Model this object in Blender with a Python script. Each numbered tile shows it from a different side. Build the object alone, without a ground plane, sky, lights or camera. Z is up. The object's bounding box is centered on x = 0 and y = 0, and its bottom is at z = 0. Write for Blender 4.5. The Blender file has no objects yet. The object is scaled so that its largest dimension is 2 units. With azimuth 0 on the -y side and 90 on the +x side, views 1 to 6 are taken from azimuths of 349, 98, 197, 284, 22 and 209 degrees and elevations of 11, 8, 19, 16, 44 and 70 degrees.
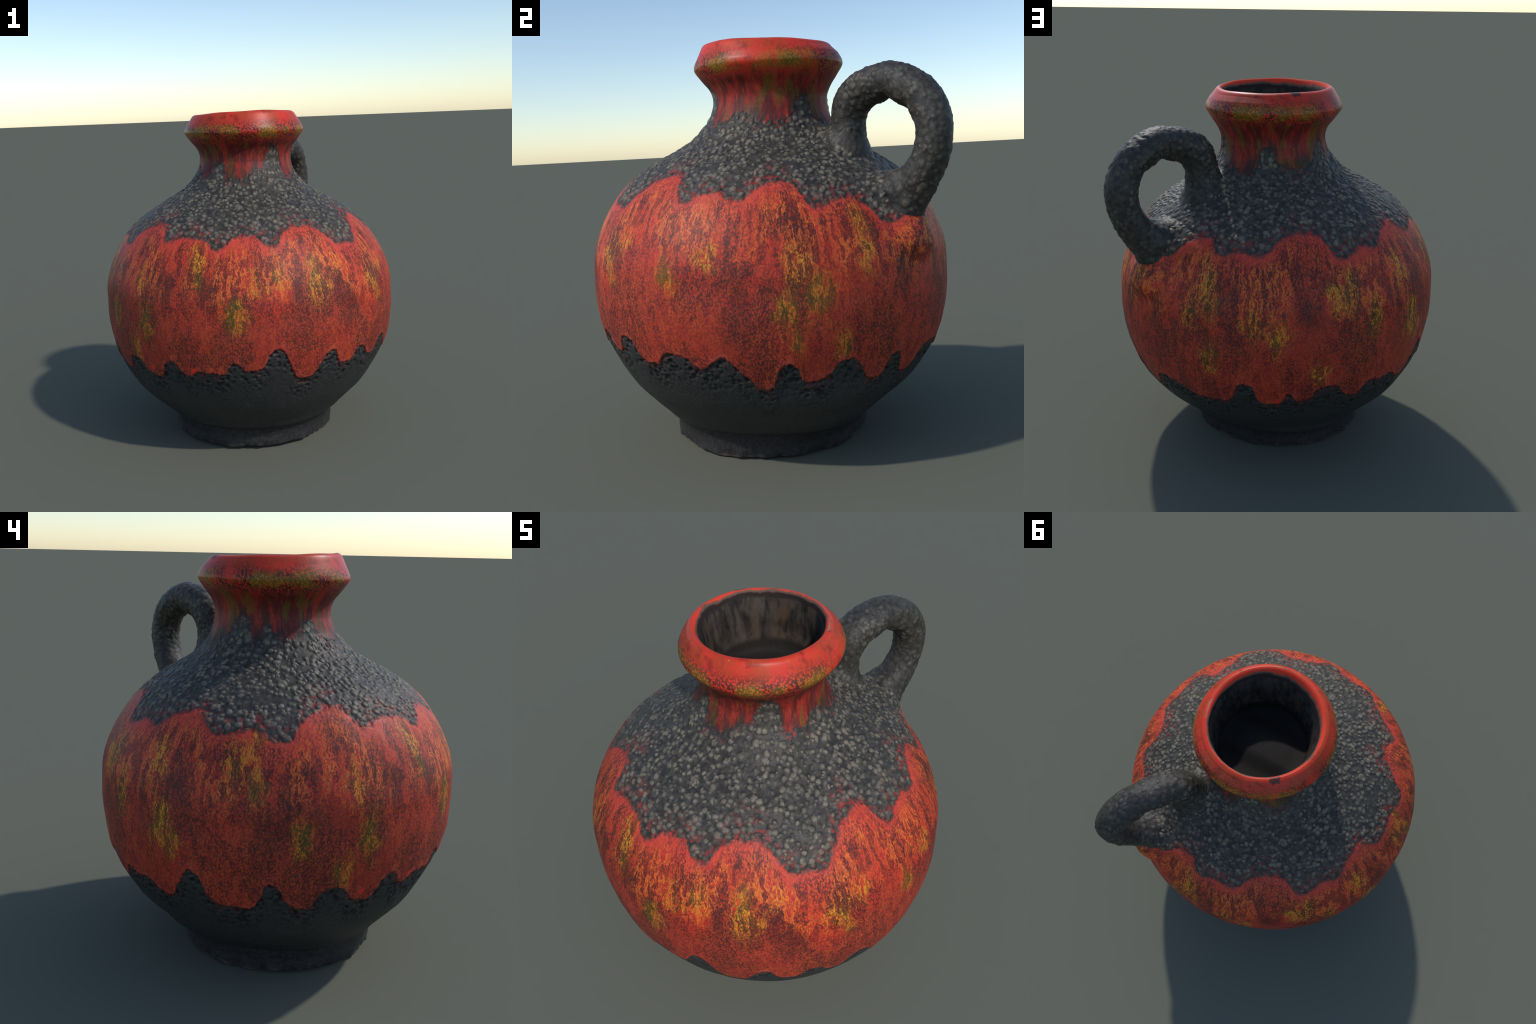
"""Fat-lava pottery jug: round body, flared lip, loop handle, red drip glaze over black volcanic lava."""
import bpy, math
import numpy as np

rng = np.random.default_rng(7)

# ------------------------------------------------------------------ profile (z, radius) of the thrown body
OUTER = [(0.000, .492), (0.003, .503), (0.012, .506), (0.04, .508), (0.08, .509), (0.12, .519), (0.135, .528),
         (0.145, .548), (0.158, .567), (0.175, .584), (0.20, .606), (0.26, .667), (0.34, .743), (0.42, .794), (0.50, .836),
         (0.58, .868), (0.66, .888), (0.74, .899), (0.82, .904), (0.90, .902), (0.98, .896), (1.06, .875),
         (1.14, .842), (1.22, .794), (1.30, .732), (1.347, .682), (1.393, .622), (1.44, .543), (1.487, .459),
         (1.533, .390), (1.58, .345), (1.627, .311), (1.673, .295), (1.72, .288), (1.755, .293), (1.785, .307),
         (1.813, .330), (1.840, .351), (1.860, .3655), (1.876, .3735), (1.890, .373), (1.905, .368), (1.950, .3440),
         (1.980, .3280), (1.992, .3190), (1.998, .3090), (2.000, .3000)]
INNER = [(1.997, .293), (1.988, .286), (1.972, .280), (1.95, .275), (1.90, .268), (1.84, .259), (1.78, .250),
         (1.735, .242), (1.712, .234), (1.700, .220), (1.696, .18), (1.704, .12), (1.710, .03), (1.710, .001)]
# the axis of the pot wanders a little from height to height: (z, x, y)
AXIS = [(0, -.0130, -.0340), (.13, -.0090, -.0260), (.22, -.0070, -.0160), (.35, -.0060, -.0030), (.5, -.0020, .0030),
        (.7, .0030, .0000), (.95, .0004, -.0025), (1.15, -.0025, -.0040), (1.3, -.0045, -.0095), (1.42, -.0050, -.0070),
        (1.55, .0010, .0190), (1.7, .0125, .0400), (1.85, .0125, .0405), (2.0, .0085, .0345)]


def axis(z):
    a = np.array(AXIS)
    return np.interp(z, a[:, 0], a[:, 1]), np.interp(z, a[:, 0], a[:, 2])


def resample(pts, step):
    """smooth Catmull-Rom path through the profile points, resampled to a step that may vary along it"""
    p = np.array(pts, float)
    pp = np.vstack([2 * p[0] - p[1], p, 2 * p[-1] - p[-2]])
    out = []
    for i in range(len(p) - 1):
        a, b, c, d = pp[i:i + 4]
        t = np.linspace(0, 1, 12, endpoint=False)[:, None]
        out.append(.5 * (2 * b + (c - a) * t + (2 * a - 5 * b + 4 * c - d) * t ** 2 + (3 * b - a - 3 * c + d) * t ** 3))
    q = np.vstack(out + [p[-1:]])
    s = np.concatenate([[0], np.cumsum(np.hypot(*np.diff(q, axis=0).T))])
    st = np.linspace(0, s[-1], int(s[-1] / step) + 2)
    return np.stack([np.interp(st, s, q[:, 0]), np.interp(st, s, q[:, 1])], 1)


def radius_at(z):
    o = np.array(OUTER)
    return np.interp(z, o[:, 0], o[:, 1])


# ------------------------------------------------------------------ glaze lines: (angle in degrees, height)
SHOULDER_LINE = [(-180.0, 1.268), (-176.6, 1.282), (-171.4, 1.262), (-165.2, 1.241), (-161.9, 1.285), (-158.5, 1.325),
                 (-153.4, 1.353), (-148.3, 1.365), (-144.1, 1.352), (-141.0, 1.312), (-138.4, 1.287), (-133.8, 1.298),
                 (-128.6, 1.318), (-121.4, 1.312), (-116.2, 1.280), (-112.6, 1.261), (-109.0, 1.289), (-103.8, 1.316),
                 (-98.6, 1.318), (-94.5, 1.286), (-90.4, 1.266), (-86.2, 1.310), (-81.0, 1.347), (-74.7, 1.358),
                 (-69.6, 1.346), (-65.7, 1.312), (-62.8, 1.266), (-59.3, 1.240), (-54.7, 1.243), (-50.7, 1.234),
                 (-47.6, 1.262), (-43.3, 1.312), (-38.0, 1.350), (-32.9, 1.367), (-27.9, 1.365), (-26.0, 1.332),
                 (-23.3, 1.272), (-21.4, 1.256), (-16.2, 1.284), (-11.2, 1.296), (-7.3, 1.283), (-3.0, 1.258),
                 (1.6, 1.281), (5.7, 1.311), (10.7, 1.329), (14.6, 1.325), (17.5, 1.300), (20.2, 1.240), (23.0, 1.214),
                 (27.0, 1.229), (32.0, 1.247), (36.8, 1.228), (41.6, 1.188), (45.4, 1.126), (49.4, 1.140), (52.4, 1.180),
                 (58.2, 1.189), (65.1, 1.196), (70.0, 1.250), (73.9, 1.289), (78.7, 1.300), (82.6, 1.284), (86.6, 1.238),
                 (90.4, 1.253), (94.3, 1.263), (97.3, 1.252), (100.2, 1.242), (104.1, 1.261), (107.9, 1.301),
                 (112.6, 1.331), (118.5, 1.340), (123.4, 1.322), (127.6, 1.275), (131.7, 1.226), (135.6, 1.240),
                 (141.4, 1.263), (147.5, 1.248), (150.4, 1.268), (154.1, 1.305), (158.1, 1.317), (162.0, 1.331),
                 (166.1, 1.308), (170.4, 1.268), (174.4, 1.258), (178.4, 1.268), (180.0, 1.268)]
BELLY_LINE = [(-180.0, 0.520), (-178.9, 0.520), (-175.0, 0.520), (-171.3, 0.595), (-169.1, 0.655), (-166.0, 0.620),
              (-161.1, 0.528), (-158.6, 0.522), (-155.4, 0.572), (-150.7, 0.628), (-146.6, 0.595), (-139.4, 0.530),
              (-135.7, 0.586), (-130.9, 0.644), (-127.8, 0.592), (-124.8, 0.565), (-120.9, 0.598), (-116.0, 0.595),
              (-111.0, 0.590), (-107.2, 0.660), (-103.2, 0.612), (-100.2, 0.608), (-95.3, 0.668), (-90.3, 0.732),
              (-88.4, 0.692), (-85.9, 0.605), (-81.4, 0.535), (-77.0, 0.562), (-74.5, 0.628), (-70.4, 0.682),
              (-67.5, 0.618), (-62.6, 0.582), (-59.6, 0.607), (-56.5, 0.657), (-51.7, 0.600), (-47.8, 0.578),
              (-44.6, 0.635), (-40.5, 0.665), (-36.7, 0.616), (-33.9, 0.568), (-28.9, 0.560), (-24.7, 0.623),
              (-19.7, 0.614), (-15.8, 0.580), (-13.4, 0.560), (-7.7, 0.610), (-4.8, 0.590), (-2.0, 0.540),
              (1.8, 0.490), (4.8, 0.449), (7.9, 0.505), (11.3, 0.575), (14.2, 0.548), (16.9, 0.487), (21.0, 0.492),
              (25.3, 0.550), (28.4, 0.572), (32.4, 0.550), (35.2, 0.485), (40.2, 0.452), (43.4, 0.510), (45.6, 0.558),
              (49.4, 0.496), (54.5, 0.432), (57.6, 0.470), (61.8, 0.532), (66.9, 0.538), (74.0, 0.515), (80.0, 0.482),
              (88.2, 0.484), (93.3, 0.545), (97.4, 0.618), (100.4, 0.565), (103.5, 0.494), (108.6, 0.490),
              (111.6, 0.556), (115.7, 0.502), (120.7, 0.560), (125.7, 0.592), (130.9, 0.528), (137.0, 0.500),
              (140.8, 0.576), (144.9, 0.558), (148.9, 0.564), (154.0, 0.540), (159.1, 0.512), (162.8, 0.580),
              (165.6, 0.630), (167.9, 0.680), (170.5, 0.656), (173.9, 0.560), (178.1, 0.520), (180.0, 0.520)]
NECK_LINE = [(-180.0, 1.618), (-178.0, 1.640), (-174.4, 1.685), (-170.3, 1.688), (-168.4, 1.640), (-161.9, 1.636),
             (-154.0, 1.615), (-143.6, 1.656), (-137.4, 1.695), (-130.5, 1.702), (-124.5, 1.665), (-118.4, 1.613),
             (-104.2, 1.609), (-96.3, 1.628), (-90.5, 1.656), (-81.7, 1.670), (-78.2, 1.705), (-73.5, 1.760),
             (-67.8, 1.800), (-61.8, 1.785), (-57.7, 1.745), (-54.3, 1.660), (-51.1, 1.620), (-44.1, 1.613),
             (-32.2, 1.612), (-24.9, 1.655), (-19.0, 1.655), (-11.7, 1.635), (-5.6, 1.622), (1.5, 1.605),
             (16.2, 1.605), (26.8, 1.632), (34.3, 1.705), (41.4, 1.728), (45.4, 1.722), (48.5, 1.640), (54.5, 1.600),
             (64.3, 1.597), (76.1, 1.577), (84.9, 1.581), (91.2, 1.628), (98.2, 1.711), (103.2, 1.712),
             (108.6, 1.655), (116.8, 1.598), (124.7, 1.591), (134.0, 1.605), (144.2, 1.619), (152.1, 1.665),
             (158.8, 1.710), (165.9, 1.721), (170.7, 1.692), (174.7, 1.625), (179.6, 1.618), (180.0, 1.618)]


def line_at(line, deg):
    a = np.array(line)
    return np.interp(deg, a[:, 0], a[:, 1])


# ------------------------------------------------------------------ handle: loop in an upright plane
HANDLE_TURN, HANDLE_SIDE, HANDLE_TWIST = 0.8276, 0.1003, 0.1272
HANDLE = [(.505, 1.36, .085), (.512, 1.47, .082), (.516, 1.556, .080), (.518, 1.612, .084), (.546, 1.676, .089), (.607, 1.720, .087),
          (.675, 1.737, .089), (.751, 1.750, .079), (.825, 1.720, .085), (.913, 1.660, .081), (.963, 1.545, .082),
          (.950, 1.424, .080), (.880, 1.300, .086), (.800, 1.185, .084), (.740, 1.100, .078)]


def catmull(k, n):
    k = np.array(k, float)
    t = np.linspace(0, len(k) - 1, n)
    i = np.clip(t.astype(int), 0, len(k) - 2)
    f = (t - i)[:, None]
    kk = np.vstack([2 * k[0] - k[1], k, 2 * k[-1] - k[-2]])
    a, b, c, d = kk[i], kk[i + 1], kk[i + 2], kk[i + 3]
    return .5 * (2 * b + (c - a) * f + (2 * a - 5 * b + 4 * c - d) * f * f + (3 * b - a - 3 * c + d) * f ** 3)


def handle_path(n):
    q = catmull(HANDLE, n)
    e = np.array([math.cos(HANDLE_TURN), math.sin(HANDLE_TURN), 0])
    m = np.array([-e[1], e[0], 0])
    side = HANDLE_SIDE + HANDLE_TWIST * (q[:, :1] - .6)
    return q[:, :1] * e + side * m + q[:, 1:2] * np.array([0, 0, 1]), q[:, 2], m


def body_distance(p):
    cx, cy = axis(p[:, 2])
    rho = np.hypot(p[:, 0] - cx, p[:, 1] - cy)
    z = p[:, 2]
    slope = (radius_at(z + .02) - radius_at(z - .02)) / .04
    return (rho - radius_at(z)) / np.sqrt(1 + slope ** 2)


PATH_C, PATH_R, _ = handle_path(260)


def handle_distance(p):
    out = np.empty(len(p))
    for s in range(0, len(p), 4000):
        d = np.linalg.norm(p[s:s + 4000, None] - PATH_C[None], axis=2) - PATH_R
        out[s:s + 4000] = d.min(1)
    return out


def fillet(p, n, other, width):
    """push a surface outward along its normals so that it runs into the other one with a soft fillet"""
    start, p = p, p.copy()
    for _ in range(8):
        out = p[:, 0] * math.cos(HANDLE_TURN) + p[:, 1] * math.sin(HANDLE_TURN)
        web = np.clip((p[:, 2] - 1.20) / .06, 0, 1) * np.clip((1.42 - p[:, 2]) / .08, 0, 1) * np.clip((.87 - out) / .06, 0, 1)
        k = width + .10 * web                              # the inner side of the lower root has a web
        a = ((p - start) * n).sum(1)
        b = np.maximum(other(p), a)
        h = np.maximum(k - (b - a), 0) / k
        p -= n * ((a - h * h * k / 4) * .8)[:, None]
    return p


# ------------------------------------------------------------------ node helper, shared by shaders and geometry nodes
class Nodes:
    def __init__(self, tree, pos):
        self.t, self.pos = tree, pos

    def new(self, kind, **kw):
        n = self.t.nodes.new(kind)
        for k, v in kw.items():
            setattr(n, k, v)
        return n

    def put(self, sock, v):
        if isinstance(v, bpy.types.NodeSocket):
            self.t.links.new(v, sock)
        elif v is not None:
            sock.default_value = v

    def m(self, op, a, b=None, c=None, clamp=False):
        n = self.new("ShaderNodeMath", operation=op, use_clamp=clamp)
        for s, v in zip(n.inputs, (a, b, c)):
            self.put(s, v)
        return n.outputs[0]

    def add(self, a, b): return self.m("ADD", a, b)
    def sub(self, a, b): return self.m("SUBTRACT", a, b)
    def mul(self, a, b): return self.m("MULTIPLY", a, b)
    def max(self, a, b): return self.m("MAXIMUM", a, b)
    def min(self, a, b): return self.m("MINIMUM", a, b)
    def inv(self, a): return self.m("SUBTRACT", 1.0, a)

    def vec(self, op, a, b=None, scale=None):
        n = self.new("ShaderNodeVectorMath", operation=op)
        self.put(n.inputs[0], a)
        if b is not None:
            self.put(n.inputs[1], b)
        if scale is not None:
            self.put(n.inputs["Scale"], scale)
        return n.outputs["Value" if op in ("DISTANCE", "LENGTH", "DOT_PRODUCT") else "Vector"]

    def xyz(self, x, y, z):
        n = self.new("ShaderNodeCombineXYZ")
        for s, v in zip(n.inputs, (x, y, z)):
            self.put(s, v)
        return n.outputs[0]

    def ramp(self, v, a, b, lo=0.0, hi=1.0):
        n = self.new("ShaderNodeMapRange", interpolation_type="SMOOTHSTEP", clamp=True)
        for s, x in zip(n.inputs, (v, a, b, lo, hi)):
            self.put(s, x)
        return n.outputs[0]

    def noise(self, v, scale, detail=3.0, rough=.55, distort=0.0, colour=False):
        n = self.new("ShaderNodeTexNoise")
        self.put(n.inputs["Vector"], v)
        for k, x in (("Scale", scale), ("Detail", detail), ("Roughness", rough), ("Distortion", distort)):
            self.put(n.inputs[k], x)
        return n.outputs["Color" if colour else "Fac"]

    def voronoi(self, v, scale, feature="F1", rand=1.0):
        n = self.new("ShaderNodeTexVoronoi", feature=feature)
        self.put(n.inputs["Vector"], v)
        self.put(n.inputs["Scale"], scale)
        self.put(n.inputs["Randomness"], rand)
        return n

    def curve(self, fac, line, lo, hi):
        """height of a glaze line at a given turn (0..1)"""
        n = self.new("ShaderNodeFloatCurve")
        c = n.mapping.curves[0]
        pts = [((d + 180) / 360, (z - lo) / (hi - lo)) for d, z in line]
        c.points[0].location, c.points[1].location = pts[0], pts[-1]
        for p in pts[1:-1]:
            c.points.new(*p)
        for p in c.points:
            p.handle_type = "AUTO_CLAMPED"
        n.mapping.update()
        self.put(n.inputs["Value"], fac)
        return self.add(self.mul(n.outputs[0], hi - lo), lo)

    def mix(self, f, a, b):
        n = self.new("ShaderNodeMix", data_type="RGBA")
        self.put(n.inputs[0], f)
        for s, v in ((n.inputs[6], a), (n.inputs[7], b)):
            self.put(s, (*v, 1) if isinstance(v, tuple) else v)
        return n.outputs[2]


def jug_fields(N):
    """where each kind of surface lies: the glaze lines and the lava relief, from position alone"""
    F = {}
    sep = N.new("ShaderNodeSeparateXYZ")
    N.put(sep.inputs[0], N.pos)
    x, y, z = sep.outputs
    dx = N.sub(x, N.ramp(z, 1.48, 1.78, -.001, .015))             # the neck stands a little off the belly's axis
    dy = N.sub(y, N.ramp(z, 1.40, 1.75, -.001, .040))
    ang = N.m("ARCTAN2", dy, dx)
    turn = N.m("MULTIPLY_ADD", ang, 1 / math.tau, .5)
    F["z"], F["ang"] = z, ang
    F["cyl"] = N.xyz(N.mul(N.m("COSINE", ang), .88), N.mul(N.m("SINE", ang), .88), z)
    # ragged edge
    edge = N.add(N.mul(N.sub(N.noise(N.pos, 14, 3), .5), .040), N.mul(N.sub(N.noise(N.pos, 75, 3), .5), .045))
    F["over_shoulder"] = N.add(N.sub(N.curve(turn, SHOULDER_LINE, 1.1, 1.4), z), edge)          # > 0 in the glaze
    F["over_belly"] = N.add(N.sub(z, N.curve(turn, BELLY_LINE, .4, .75)), N.mul(edge, .8))       # > 0 in the glaze
    F["over_neck"] = N.add(N.sub(z, N.curve(turn, NECK_LINE, 1.55, 1.82)), edge)
    F["band"] = N.mul(N.ramp(F["over_shoulder"], -.014, .012), N.ramp(F["over_belly"], -.003, .005))
    F["collar"] = N.ramp(F["over_neck"], -.006, .008)
    F["glaze"] = N.max(F["band"], F["collar"])
    F["low"] = N.ramp(z, .80, .86, 1.0, 0.0)                                                    # under the belly
    return F


def beads(N, coarse):
    """rounded beads of lava, of mixed sizes"""
    warp = N.vec("ADD", N.pos, N.vec("SCALE", N.noise(N.pos, 25, 2, colour=True), scale=.022))
    v = N.voronoi(warp, 37.0)
    s = N.new("ShaderNodeSeparateXYZ")
    N.put(s.inputs[0], v.outputs["Color"])
    size = N.m("MULTIPLY_ADD", s.outputs[0], .46, .42)
    size = N.m("MULTIPLY_ADD", coarse, .10, size)
    q = N.m("DIVIDE", v.outputs["Distance"], size)
    dome = N.ramp(q, 1.0, .25)
    return dome, s.outputs[1]


def pits(N):
    """burst bubbles: round holes of mixed sizes"""
    warp = N.vec("ADD", N.pos, N.vec("SCALE", N.noise(N.pos, 18, 2, colour=True), scale=.02))
    v = N.voronoi(warp, 40.0)
    s = N.new("ShaderNodeSeparateXYZ")
    N.put(s.inputs[0], v.outputs["Color"])
    size = N.m("MULTIPLY_ADD", N.mul(s.outputs[0], s.outputs[0]), .40, .36)
    q = N.m("DIVIDE", v.outputs["Distance"], size)
    return N.ramp(q, .60, 1.0, 1.0, 0.0)


def relief_group(handle):
    g = bpy.data.node_groups.new("handle_relief" if handle else "jug_relief", "GeometryNodeTree")
    g.interface.new_socket("Geometry", in_out="INPUT", socket_type="NodeSocketGeometry")
    g.interface.new_socket("Geometry", in_out="OUTPUT", socket_type="NodeSocketGeometry")
    gi, go = g.nodes.new("NodeGroupInput"), g.nodes.new("NodeGroupOutput")
    N = Nodes(g, g.nodes.new("GeometryNodeInputPosition").outputs[0])
    F = jug_fields(N)
    wob = N.mul(N.sub(N.noise(N.pos, 5, 2), .5), .010)
    if handle:
        dome, _ = beads(N, 0.0)
        up = N.ramp(N.noise(N.pos, 7, 2), .30, .58, .35, 1.0)
        h = N.add(N.mul(N.mul(dome, up), .0046), wob)
    else:
        lava = N.inv(F["glaze"])
        high = N.mul(lava, N.inv(F["low"]))
        low = N.mul(lava, F["low"])
        near = N.ramp(F["over_shoulder"], -.10, -.01)
        dome, _ = beads(N, near)
        patch = N.ramp(N.noise(N.pos, 4, 2), .30, .55, .45, 1.0)
        outer_in = N.inv(N.ramp(F["z"], 1.75, 1.85))
        fade = N.ramp(F["over_belly"], -.20, -.02)
        h = N.mul(N.mul(N.mul(high, outer_in), N.sub(N.mul(dome, patch), .45)), .0065)
        h = N.sub(h, N.mul(N.mul(N.mul(pits(N), low), fade), .0085))
        h = N.add(h, N.mul(N.mul(F["band"], F["low"]), N.ramp(F["over_belly"], 0, .06, .005, .001)))
        h = N.add(h, N.mul(wob, N.inv(N.ramp(F["z"], 1.7, 1.85, 0.0, .75))))
    h = N.mul(h, N.ramp(F["z"], .0, .03))
    if not handle:                                         # the floor of the mouth is smooth
        r = N.vec("LENGTH", N.vec("MULTIPLY", N.pos, (1.0, 1.0, 0.0)))
        h = N.mul(h, N.max(N.ramp(r, .265, .285), N.ramp(F["z"], 1.6, 1.5)))
    sp = g.nodes.new("GeometryNodeSetPosition")
    g.links.new(gi.outputs[0], sp.inputs["Geometry"])
    g.links.new(N.vec("SCALE", g.nodes.new("GeometryNodeInputNormal").outputs[0], scale=h), sp.inputs["Offset"])
    g.links.new(sp.outputs[0], go.inputs[0])
    return g


# ------------------------------------------------------------------ materials
def start(name):
    mat = bpy.data.materials.new(name)
    mat.use_nodes = True
    t = mat.node_tree
    N = Nodes(t, t.nodes.new("ShaderNodeTexCoord").outputs["Object"])
    return mat, N, t.nodes["Principled BSDF"]


LAVA_DARK, LAVA_MID, LAVA_PALE = (.032, .029, .025), (.080, .070, .057), (.215, .183, .130)
RED, DEEP_RED, ORANGE, YELLOW, SPECK = (.60, .036, .020), (.19, .015, .012), (.74, .150, .026), (.70, .32, .018), (.044, .018, .014)

# soft patches in the glaze: (angle, height, radius)
YELLOW_PATCH = [(-121, 1.20, .07), (-146, 1.09, .07), (-98, 1.09, .06), (-75, 1.09, .09), (-50, 1.04, .07), (15, .97, .08), (35, 1.03, .07),
                (35, 1.16, .05), (58, 1.08, .07), (-47, 1.05, .06), (-10, 1.05, .06), (83, 1.12, .08), (107, .90, .08), (100, .95, .07),
                (127, 1.06, .06), (133, 1.13, .06), (141, .95, .07), (155, 1.13, .08), (79, .97, .06), (159, .91, .07),
                (180, 1.14, .07), (-175, 1.24, .06), (-145, 1.05, .05), (-40, 1.10, .06), (-66, 1.17, .05), (122, .67, .06), (160, .79, .05)]
OLIVE_PATCH = [(-119, 1.12, .06), (-142, .86, .09), (-90, 1.14, .07), (-106, .93, .10), (11, .84, .08), (13, .69, .06), (-21, .94, .06),
               (35, 1.10, .08), (-46, .98, .06), (20, .86, .09), (26, .67, .06), (86, .76, .07), (86, 1.03, .07), (107, .84, .06), (132, 1.05, .06),
               (158, .85, .07), (-173, 1.07, .06), (-161, .85, .07), (-141, .83, .08), (-148, .68, .06), (-23, .97, .06), (-75, 1.13, .07), (141, .90, .05), (162, .80, .06)]
DEEP_PATCH = [(-133, 1.04, .09), (-82, .98, .09), (-103, .99, .05), (-59, .91, .06), (-1, .74, .10), (17, 1.09, .07), (118, 1.0, .10),
              (92, .99, .06), (-157, .93, .10), (-171, .91, .08), (151, .84, .08), (48, .95, .10), (-1, .86, .07), (65, .92, .07), (151, .98, .05)]


def patches(N, cyl, spots):
    acc = None
    for a, z, r in spots:
        c = (math.cos(math.radians(a)) * .88, math.sin(math.radians(a)) * .88, z * .60)
        d = N.vec("DISTANCE", cyl, c)
        v = N.ramp(d, r * .15, r * 1.15, 1.0, 0.0)
        acc = v if acc is None else N.max(acc, v)
    return acc


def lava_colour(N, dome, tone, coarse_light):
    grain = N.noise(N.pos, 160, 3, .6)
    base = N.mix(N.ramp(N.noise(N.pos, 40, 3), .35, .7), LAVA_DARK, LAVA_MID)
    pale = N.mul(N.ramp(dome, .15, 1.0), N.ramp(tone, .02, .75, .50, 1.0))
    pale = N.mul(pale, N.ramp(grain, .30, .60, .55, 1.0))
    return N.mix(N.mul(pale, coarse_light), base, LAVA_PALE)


def glazed_material(name, holds):
    """holds: which surfaces this part shows: high lava, low lava, red band, red collar"""
    mat, N, bsdf = start(name)
    F = jug_fields(N)
    z, cyl = F["z"], F["cyl"]
    high = low = band = collar = None
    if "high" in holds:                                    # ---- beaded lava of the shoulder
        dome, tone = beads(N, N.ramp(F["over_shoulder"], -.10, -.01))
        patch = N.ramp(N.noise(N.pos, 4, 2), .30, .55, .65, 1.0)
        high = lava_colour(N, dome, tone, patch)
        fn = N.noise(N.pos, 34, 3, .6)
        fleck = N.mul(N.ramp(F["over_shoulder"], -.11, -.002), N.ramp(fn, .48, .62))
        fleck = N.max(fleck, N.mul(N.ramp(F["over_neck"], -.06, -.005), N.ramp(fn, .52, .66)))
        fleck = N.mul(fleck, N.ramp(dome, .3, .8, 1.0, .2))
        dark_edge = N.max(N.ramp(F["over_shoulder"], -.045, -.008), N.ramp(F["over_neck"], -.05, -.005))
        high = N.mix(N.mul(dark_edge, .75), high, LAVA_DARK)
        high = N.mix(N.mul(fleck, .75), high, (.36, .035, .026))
    if "low" in holds:                                     # ---- bare pitted lava below the belly
        pit = N.mul(pits(N), N.ramp(F["over_belly"], -.17, -.03))
        low = N.mix(N.ramp(N.noise(N.pos, 90, 3, .6), .3, .7), (.025, .025, .024), (.044, .044, .042))
        low = N.mix(N.mul(pit, .9), low, (.006, .006, .007))
        lace = N.mul(N.ramp(F["over_belly"], -.06, -.005), N.ramp(N.noise(N.pos, 30, 3, .6), .52, .62))
        low = N.mix(N.mul(lace, .55), low, (.20, .028, .022))
        foot = N.mix(N.ramp(N.noise(N.pos, 60, 3), .35, .7), (.018, .017, .018), (.036, .033, .033))
        low = N.mix(N.ramp(z, .13, .17), foot, low)
        low = N.mix(N.mul(N.ramp(z, .010, .024, 1.0, 0.0), N.ramp(N.noise(N.pos, 9, 2), .4, .6)), low, (.11, .07, .055))
    streak_v = N.vec("MULTIPLY", cyl, (1.0, 1.0, .24))
    speck = N.noise(N.vec("MULTIPLY", cyl, (1.0, 1.0, .70)), 160, 1, .5)
    if "band" in holds:                                    # ---- red glaze round the belly
        warp = N.vec("ADD", N.vec("MULTIPLY", cyl, (1.0, 1.0, .60)), N.vec("SCALE", N.vec("SUBTRACT", N.noise(N.pos, 9, 3, colour=True), (.5, .5, .5)), scale=.14))
        meander = N.vec("SCALE", N.vec("SUBTRACT", N.noise(N.pos, 16, 2, colour=True), (.5, .5, .5)), scale=.038)
        flow = N.vec("ADD", N.vec("MULTIPLY", cyl, (1.0, 1.0, .33)), meander)
        k1 = N.sub(N.noise(flow, 30, 3, .55), .5)
        k2 = N.sub(N.noise(flow, 62, 2, .5), .5)
        c0 = N.sub(N.noise(N.vec("MULTIPLY", cyl, (1.0, 1.0, .7)), 5.5, 3, .6), .5)
        cells = N.voronoi(N.vec("ADD", N.vec("MULTIPLY", cyl, (1.0, 1.0, .8)), N.vec("SCALE", meander, scale=.4)), 112.0).outputs["Distance"]
        below = N.add(F["over_shoulder"], N.mul(c0, .10))                          # depth under the upper line
        hang = N.mul(N.ramp(below, -.005, .08), N.ramp(below, .18, .36, 1.0, .16))   # where the flames hang
        deep = N.max(patches(N, warp, DEEP_PATCH), N.ramp(c0, -.04, .15, 0.0, .90))
        oz, yz = patches(N, warp, OLIVE_PATCH), patches(N, warp, YELLOW_PATCH)
        red = N.mix(N.mul(deep, N.ramp(below, .02, .16)), RED, DEEP_RED)
        red = N.mix(N.mul(N.ramp(below, .22, .48), .65), red, (.34, .042, .026))
        red = N.mix(N.ramp(F["over_shoulder"], .11, .0, .0, .75), red, (.68, .066, .042))       # coral scallop tops
        # brown ground between the flames
        ground = N.mul(N.max(N.mul(hang, .75), N.max(oz, yz)), N.ramp(N.sub(N.add(k1, N.mul(k2, .4)), N.mul(oz, .07)), .09, -.13))
        band = N.mix(N.mul(ground, .80), red, N.mix(N.max(oz, N.mul(yz, .45)), (.115, .026, .013), (.115, .092, .010)))
        # bright meandering veins
        vein = N.max(N.ramp(N.m("ABSOLUTE", N.add(k1, -.03)), .055, .010), N.mul(N.ramp(N.m("ABSOLUTE", k2), .050, .0), .6))
        vein = N.max(vein, N.ramp(N.add(k1, N.mul(k2, .5)), .10, .20))
        gate = N.ramp(N.noise(N.vec("MULTIPLY", cyl, (1.0, 1.0, .45)), 6.0, 2), .40, .56, .25, 1.0)
        lit = N.mul(vein, N.m("ADD", N.max(N.mul(N.mul(hang, gate), .95), N.mul(N.max(yz, oz), .5)), .11, clamp=True))
        band = N.mix(lit, band, ORANGE)
        band = N.mix(N.mul(N.mul(N.ramp(vein, .25, .9), N.max(yz, N.mul(oz, .5))), .80), band, YELLOW)
        # fine network of dark specks
        net = N.mul(N.ramp(N.add(cells, N.mul(N.sub(speck, .5), .9)), .36, .64), N.ramp(N.add(c0, N.mul(k1, -.6)), -.16, .10, .50, 1.0))
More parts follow.
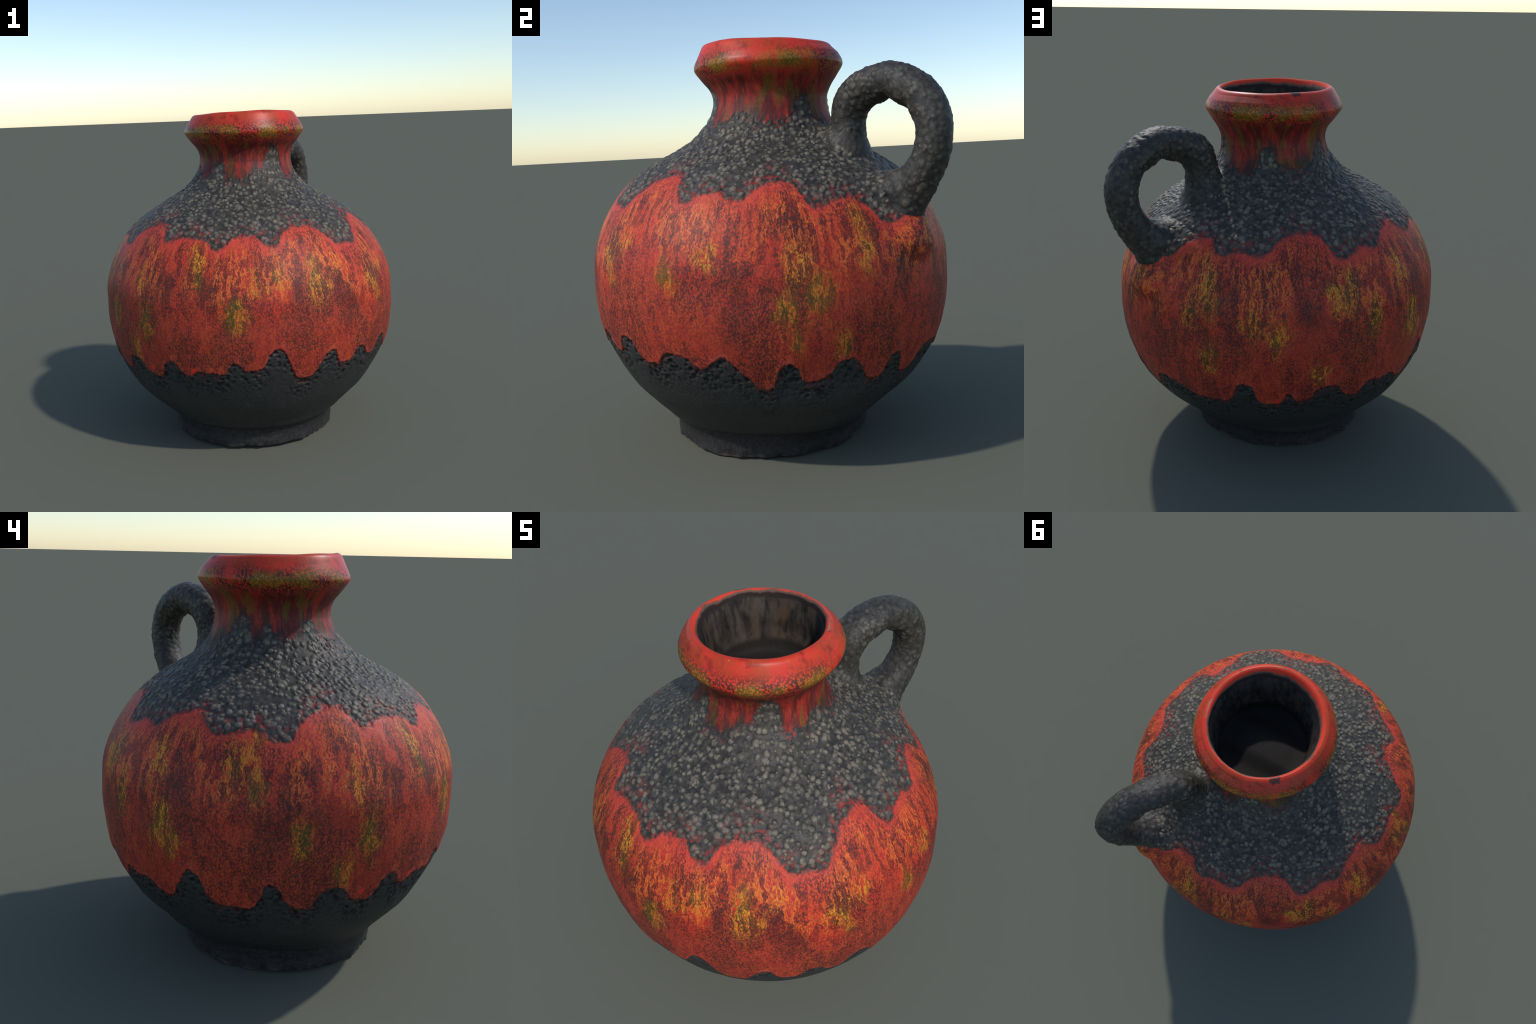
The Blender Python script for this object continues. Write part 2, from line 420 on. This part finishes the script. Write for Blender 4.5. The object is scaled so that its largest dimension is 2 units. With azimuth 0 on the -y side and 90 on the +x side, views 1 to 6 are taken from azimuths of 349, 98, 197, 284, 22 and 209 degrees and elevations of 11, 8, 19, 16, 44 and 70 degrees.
        net = N.mul(net, N.ramp(below, -.01, .05, .40, 1.0))
        band = N.mix(N.mul(N.mul(net, N.inv(N.mul(lit, .45))), .80), band, N.mix(N.max(oz, N.mul(yz, .5)), SPECK, (.050, .050, .009)))
        drop = None                                        # bright red drops by the lower edge
        for a, zz_, r in ((-122, .60, .017), (149, .515, .018), (152, .56, .012), (-133, .63, .010), (-141, .585, .011), (108, .505, .010)):
            rr_ = radius_at(zz_)
            at = (rr_ * math.cos(math.radians(a)), rr_ * math.sin(math.radians(a)) + .004, zz_)
            d = N.ramp(N.vec("DISTANCE", N.pos, at), r, r + .008, 1.0, 0.0)
            drop = d if drop is None else N.max(drop, d)
        band = N.mix(drop, band, (.66, .035, .018))
        rimline = N.mul(N.ramp(F["over_belly"], .002, .008), N.ramp(F["over_belly"], .012, .030, 1.0, 0.0))
        band = N.mix(N.mul(rimline, N.ramp(N.noise(N.pos, 22, 2), .45, .65, .0, .5)), band, (.52, .10, .065))
    rim_zone = N.ramp(z, 1.80, 1.86)
    if "collar" in holds:                                  # ---- neck and rim
        neck_s = N.noise(N.vec("ADD", N.vec("MULTIPLY", cyl, (1.0, 1.0, .5)), N.vec("SCALE", N.noise(N.pos, 12, 2, colour=True), scale=.06)), 26, 4, .65, .5)
        ncl = N.noise(cyl, 7, 3)
        ncol = N.mix(N.ramp(ncl, .36, .58, .0, .95), (.38, .026, .016), (.11, .012, .011))  # neck reds darkened to carry the occlusion and rim shadow in the colour
        ncol = N.mix(N.mul(N.ramp(neck_s, .52, .70), .50), ncol, (.46, .10, .018))
        ncol = N.mix(N.mul(N.ramp(N.noise(cyl, 6, 2), .52, .64), .65), ncol, (.14, .095, .010))
        ncol = N.mix(N.mul(N.ramp(speck, .50, .62), .6), ncol, SPECK)
        smoke = N.mul(N.ramp(F["over_neck"], .09, .0), N.ramp(N.noise(N.vec("MULTIPLY", cyl, (1.0, 1.0, .6)), 13, 3, .6), .42, .58))
        ncol = N.mix(N.mul(smoke, .85), ncol, (.030, .022, .020))
        ring = N.mul(N.ramp(z, 1.825, 1.865), N.ramp(z, 1.885, 1.94, 1.0, 0.0))
        rn = N.noise(N.pos, 10, 3)
        rcol = N.mix(N.ramp(rn, .42, .62), (.66, .036, .018), (.50, .048, .016))
        rcol = N.mix(N.ramp(N.noise(N.pos, 17, 3, .6), .52, .68, .0, .7), rcol, (.24, .018, .012))
        rcol = N.mix(N.mul(N.ramp(N.noise(N.vec("MULTIPLY", cyl, (1.0, 1.0, .35)), 40, 3, .6, .6), .48, .62), .55), rcol, (.50, .075, .018))
        vc = N.voronoi(N.vec("ADD", N.pos, N.vec("SCALE", N.noise(N.pos, 60, 1, colour=True), scale=.014)), 88.0).outputs["Distance"]
        pl = N.noise(N.pos, 5, 2)
        rspk = N.mul(N.ramp(N.add(vc, N.mul(N.sub(speck, .5), .6)), .34, .58), N.mul(N.ramp(z, 1.975, 1.90), N.ramp(pl, .34, .50, .15, 1.0)))
        rcol = N.mix(N.mul(rspk, .92), rcol, (.045, .018, .014))
        yb = N.mul(ring, N.ramp(N.noise(N.pos, 7, 3), .44, .60))
        rcol = N.mix(N.mul(yb, N.ramp(vc, .15, .55, .85, .35)), rcol, (.46, .23, .020))
        rcol = N.mix(N.mul(N.mul(yb, N.ramp(speck, .48, .58)), .9), rcol, (.09, .105, .011))
        spot = N.ramp(N.vec("DISTANCE", N.pos, (.285, .165, 1.985)), .10, .15, 1.0, 0.0)
        wear = N.mul(N.mul(N.ramp(z, 1.980, 1.988), N.ramp(N.add(N.noise(N.pos, 16, 3), N.mul(spot, .22)), .68, .74)), .85)
        rcol = N.mix(wear, rcol, (.42, .24, .15))
        chip = N.ramp(N.add(N.vec("DISTANCE", N.pos, (-.178, .275, 1.985)), N.mul(N.sub(N.noise(N.pos, 45, 2), .5), .05)), .020, .034, 1.0, 0.0)
        rcol = N.mix(N.mul(chip, .9), rcol, (.040, .028, .022))
        collar = N.mix(rim_zone, ncol, rcol)
    colour = None
    for part, mask in ((low, None), (high, N.inv(F["low"])), (band, F["band"]), (collar, F["collar"])):
        if part is not None:
            colour = part if colour is None or mask is None else N.mix(mask, colour, part)
    N.put(bsdf.inputs["Base Color"], colour)
    N.put(bsdf.inputs["Roughness"], N.m("ADD", N.ramp(F["glaze"], 0, 1, .52, .55), N.mul(rim_zone, -.14)))
    N.put(bsdf.inputs["Specular IOR Level"], N.ramp(F["glaze"], 0, 1, .28, .30))
    bump = N.new("ShaderNodeBump")
    N.put(bump.inputs["Strength"], N.ramp(F["glaze"], 0, 1, .55, .06))
    N.put(bump.inputs["Distance"], .004)
    fine = N.noise(N.pos, 110, 3, .65)
    N.put(bump.inputs["Height"], fine if high is None else N.add(N.mul(fine, .7), N.mul(dome, .7)))
    N.put(bsdf.inputs["Normal"], bump.outputs[0])
    return mat


def handle_material():
    mat, N, bsdf = start("black_lava")
    dome, tone = beads(N, 0.0)
    up = N.ramp(N.noise(N.pos, 7, 2), .36, .64, .10, .70)
    N.put(bsdf.inputs["Base Color"], N.mix(.30, lava_colour(N, dome, tone, up), (.020, .018, .017)))
    N.put(bsdf.inputs["Roughness"], .50)
    N.put(bsdf.inputs["Specular IOR Level"], .32)
    bump = N.new("ShaderNodeBump")
    N.put(bump.inputs["Strength"], .5)
    N.put(bump.inputs["Distance"], .004)
    N.put(bump.inputs["Height"], N.noise(N.pos, 110, 4, .65))
    N.put(bsdf.inputs["Normal"], bump.outputs[0])
    return mat


def inside_material():
    mat, N, bsdf = start("dark_brown_inside_glaze")
    F = jug_fields(N)
    v = N.vec("MULTIPLY", N.pos, (1.0, 1.0, .22))
    run = N.add(N.mul(N.noise(v, 34, 4, .6, .6), .6), N.mul(N.noise(N.pos, 14, 3), .4))
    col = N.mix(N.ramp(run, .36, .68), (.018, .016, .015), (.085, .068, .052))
    col = N.mix(N.ramp(N.noise(v, 16, 3), .5, .68), col, (.085, .052, .034))
    edge = N.add(F["z"], N.mul(N.sub(N.noise(N.pos, 9, 3), .5), .05))
    col = N.mix(N.ramp(edge, 1.93, 1.955), col, (.030, .020, .018))
    col = N.mix(N.mul(N.ramp(edge, 1.962, 1.972), .6), col, (.22, .12, .08))
    col = N.mix(N.ramp(edge, 1.974, 1.982), col, (.72, .055, .026))
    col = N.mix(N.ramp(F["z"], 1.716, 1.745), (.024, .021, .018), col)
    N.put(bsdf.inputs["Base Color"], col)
    N.put(bsdf.inputs["Roughness"], .75)
    N.put(bsdf.inputs["Specular IOR Level"], .15)
    return mat


# ------------------------------------------------------------------ meshes
def grid_mesh(name, rings, close_start=False, close_end=False):
    """rings: (n, m, 3) closed rings -> quad mesh"""
    n, m, _ = rings.shape
    v = rings.reshape(-1, 3)
    i, j = np.meshgrid(np.arange(n - 1), np.arange(m), indexing="ij")
    k = (j + 1) % m
    f = np.stack([i * m + j, i * m + k, (i + 1) * m + k, (i + 1) * m + j], -1).reshape(-1, 4)
    return v, f


def build(name, v, f, normals=None, mat=None):
    me = bpy.data.meshes.new(name)
    me.vertices.add(len(v))
    me.vertices.foreach_set("co", v.astype(np.float32).ravel())
    me.loops.add(f.size)
    me.loops.foreach_set("vertex_index", f.astype(np.int32).ravel())
    me.polygons.add(len(f))
    me.polygons.foreach_set("loop_start", np.arange(0, f.size, f.shape[1], dtype=np.int32))
    me.update(calc_edges=True)
    me.validate()
    me.polygons.foreach_set("use_smooth", np.ones(len(me.polygons), bool))
    if mat:
        me.materials.append(mat)
    if normals is not None:
        me.normals_split_custom_set_from_vertices(normals.astype(np.float32))
    return me


def relieve(v, f, group):
    """run the relief nodes over a mesh and return the displaced points and their normals"""
    me = build("work", v, f)
    ob = bpy.data.objects.new("work", me)
    bpy.context.scene.collection.objects.link(ob)
    mod = ob.modifiers.new("relief", "NODES")
    mod.node_group = group
    dg = bpy.context.evaluated_depsgraph_get()
    ev = ob.evaluated_get(dg).data
    co = np.empty(len(ev.vertices) * 3, np.float32)
    ev.vertices.foreach_get("co", co)
    co = co.reshape(-1, 3).copy()
    bpy.data.objects.remove(ob)
    bpy.data.meshes.remove(me)
    return co


def vertex_normals(v, f):
    a, b, c, d = (v[f[:, i]] for i in range(4))
    fn = np.cross(c - a, d - b)
    n = np.zeros_like(v)
    for i in range(4):
        np.add.at(n, f[:, i], fn)
    return n / np.maximum(np.linalg.norm(n, axis=1, keepdims=True), 1e-12)


AROUND = 1080
th = np.arange(AROUND) / AROUND * math.tau - math.pi
wall = resample(OUTER, .0052)
lining = resample([OUTER[-1]] + INNER, .010)[1:]
under = np.array([(.006, .455), (.016, .43), (.022, .38), (.022, .2), (.022, .001)])[::-1]
prof = np.vstack([under, wall, lining])
zz, rr = prof[:, :1], prof[:, 1:]
h = zz - .9
T = th[None, :]
oval = 1 + (.0015 - .0043 * h) * np.cos(2 * T) + (-.0015 + .0015 * h) * np.sin(2 * T) - .0038 * np.cos(3 * T)
R = rr * oval
# the knob of glaze under the lower root of the handle, and the worn uneven edge of the foot
turn_deg = np.degrees(T)
def swell(size, deg, width, height, tall, power=1.0):
    d = (turn_deg - deg + 180) % 360 - 180
    return size * np.exp(-((d / width) ** 2 + ((zz - height) / tall) ** 2) ** power)


R = R + swell(.054, 56, 8.0, 1.055, .080, 1.6)                    # knob of glaze under the handle
R = R + swell(.040, 24, 18, .36, .10) + swell(.050, 30, 19, .20, .08) + swell(.030, 124, 24, .168, .042) - swell(.026, 178, 26, .168, .045)
R = R + swell(.014, 55, 55, 1.775, .05)                           # fuller under the rim on the handle side                          # lava sagging over the foot
R = R + swell(.006, -110, 50, .03, .10) - swell(.012, -47, 20, .04, .10) - swell(.016, 178, 28, .04, .10) - swell(.014, 64, 18, .03, .11)
R = R + np.where(zz < .05, 1, 0) * (1 - zz / .05) * (.004 * np.sin(5 * T + 1) * np.sin(3 * T) + .005 * np.sin(17 * T + 2 * np.sin(4 * T)) + .003 * np.sin(41 * T + 3 * np.sin(7 * T)))
cx, cy = axis(zz)
Zg = zz + 0 * T
lip_w = np.clip((Zg - 1.93) / .05, 0, 1)
Zg = Zg - lip_w * (.012 + (.012 * np.sin(T)) + .002 * np.sin(2 * T + .6) + .0012 * np.sin(7 * T + 1.7))
lined = (np.arange(len(prof)) >= len(under) + len(wall))[:, None]
floor_w = np.clip((1.74 - Zg) / .03, 0, 1) * lined               # the floor of the mouth sinks towards two sides
side_y = np.clip((np.abs(R * np.sin(T)) - .05) / .10, 0, 1)
Zg = Zg - floor_w * .030 * side_y * side_y * (3 - 2 * side_y)
base_w = np.clip(1 - Zg / .03, 0, 1)
Zg = Zg + base_w * (.006 + .012 * np.exp(-((T + 1.9) / .9) ** 2) + .004 * np.sin(4 * T + .4) + .004 * np.sin(13 * T) * np.sin(3 * T))
inner_shift = lined * np.clip((1.98 - Zg) / .04, 0, 1)
cx, cy = cx + .004 * inner_shift, cy + .012 * inner_shift
rings = np.stack([cx + R * np.cos(T), cy + R * np.sin(T), Zg], -1)
V, Fc = grid_mesh("jug", rings)
V[:, 2] -= V[:, 2].min()
n0 = vertex_normals(V, Fc)
near = (V[:, 2] > .95) & (V[:, 2] < 1.75) & (np.arange(len(V)) < (len(under) + len(wall)) * AROUND)
near &= np.linalg.norm(V[:, :2] - np.array([.41, .60]), axis=1) < .50
V[near] = fillet(V[near], n0[near], handle_distance, .12)
V = relieve(V, Fc, relief_group(False)).astype(float)
V[:, 2] -= V[:, 2].min()
VN = vertex_normals(V, Fc)

lava_mat, inside_mat = handle_material(), inside_material()
SHOWS = {"foot": "low", "underbelly": "low band", "belly": "low high band", "shoulder": "high band collar",
         "neck": "high collar", "rim": "collar"}
MATS = {k: glazed_material(k + "_surface", v.split()) for k, v in SHOWS.items()}
MATS["inside"] = inside_mat

row = np.arange(len(Fc)) // AROUND
fc = V[Fc].mean(1)
acx, acy = axis(fc[:, 2])
deg = np.degrees(np.arctan2(fc[:, 1] - acy, fc[:, 0] - acx))
fz = fc[:, 2]
outer_rows = row < len(under) + len(wall) - 1
part = np.full(len(Fc), "belly", dtype=object)
part[fz < line_at(BELLY_LINE, deg)] = "underbelly"
part[fz < .165] = "foot"
part[fz > line_at(SHOULDER_LINE, deg)] = "shoulder"
part[fz > line_at(NECK_LINE, deg)] = "neck"
part[fz > 1.835] = "rim"
part[~outer_rows] = "inside"
part[row < len(under) - 1] = "foot"

jug = bpy.data.objects.new("ceramic_jug", None)
bpy.context.scene.collection.objects.link(jug)
jug["label"] = "round black lava jug with red drip glaze and loop handle"
jug["category"] = "jug"


def place(name, me):
    ob = bpy.data.objects.new(name, me)
    me.name = name
    bpy.context.scene.collection.objects.link(ob)
    ob.parent = jug
    return ob


for name in ("foot", "underbelly", "belly", "shoulder", "neck", "rim", "inside"):
    f = Fc[part == name]
    used, inv = np.unique(f, return_inverse=True)
    place(name, build(name, V[used], inv.reshape(-1, 4), VN[used], MATS[name]))

# handle
RINGS, SIDES = 340, 120
C, rad_h, side = handle_path(RINGS)
tan = np.gradient(C, axis=0)
tan /= np.linalg.norm(tan, axis=1, keepdims=True)
b = side - tan * (tan @ side)[:, None]
b /= np.linalg.norm(b, axis=1, keepdims=True)
nrm = np.cross(b, tan)
al = np.arange(SIDES) / SIDES * math.tau
s = np.linspace(0, 1, RINGS)[:, None]
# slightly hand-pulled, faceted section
rh = rad_h[:, None] * (1 + .025 * np.cos(2 * al + 5 * s) + .02 * np.cos(3 * al + 2 + 9 * s) + .012 * np.sin(23 * s + 1))
HV = C[:, None] + rh[..., None] * (np.cos(al)[None, :, None] * nrm[:, None] + np.sin(al)[None, :, None] * b[:, None])
hv, hf = grid_mesh("handle", HV)
hn = vertex_normals(hv, hf)
if ((hv - np.repeat(C, SIDES, axis=0)) * hn).sum() < 0:
    hf = hf[:, ::-1]
    hn = -hn



p = fillet(hv, hn, body_distance, .12)            # the same fillet, seen from the handle's side
hv = relieve(p, hf, relief_group(True)).astype(float)
hn = vertex_normals(hv, hf)
place("handle", build("handle", hv, hf, hn, lava_mat))
for g in list(bpy.data.node_groups):
    if not g.users:
        bpy.data.node_groups.remove(g)
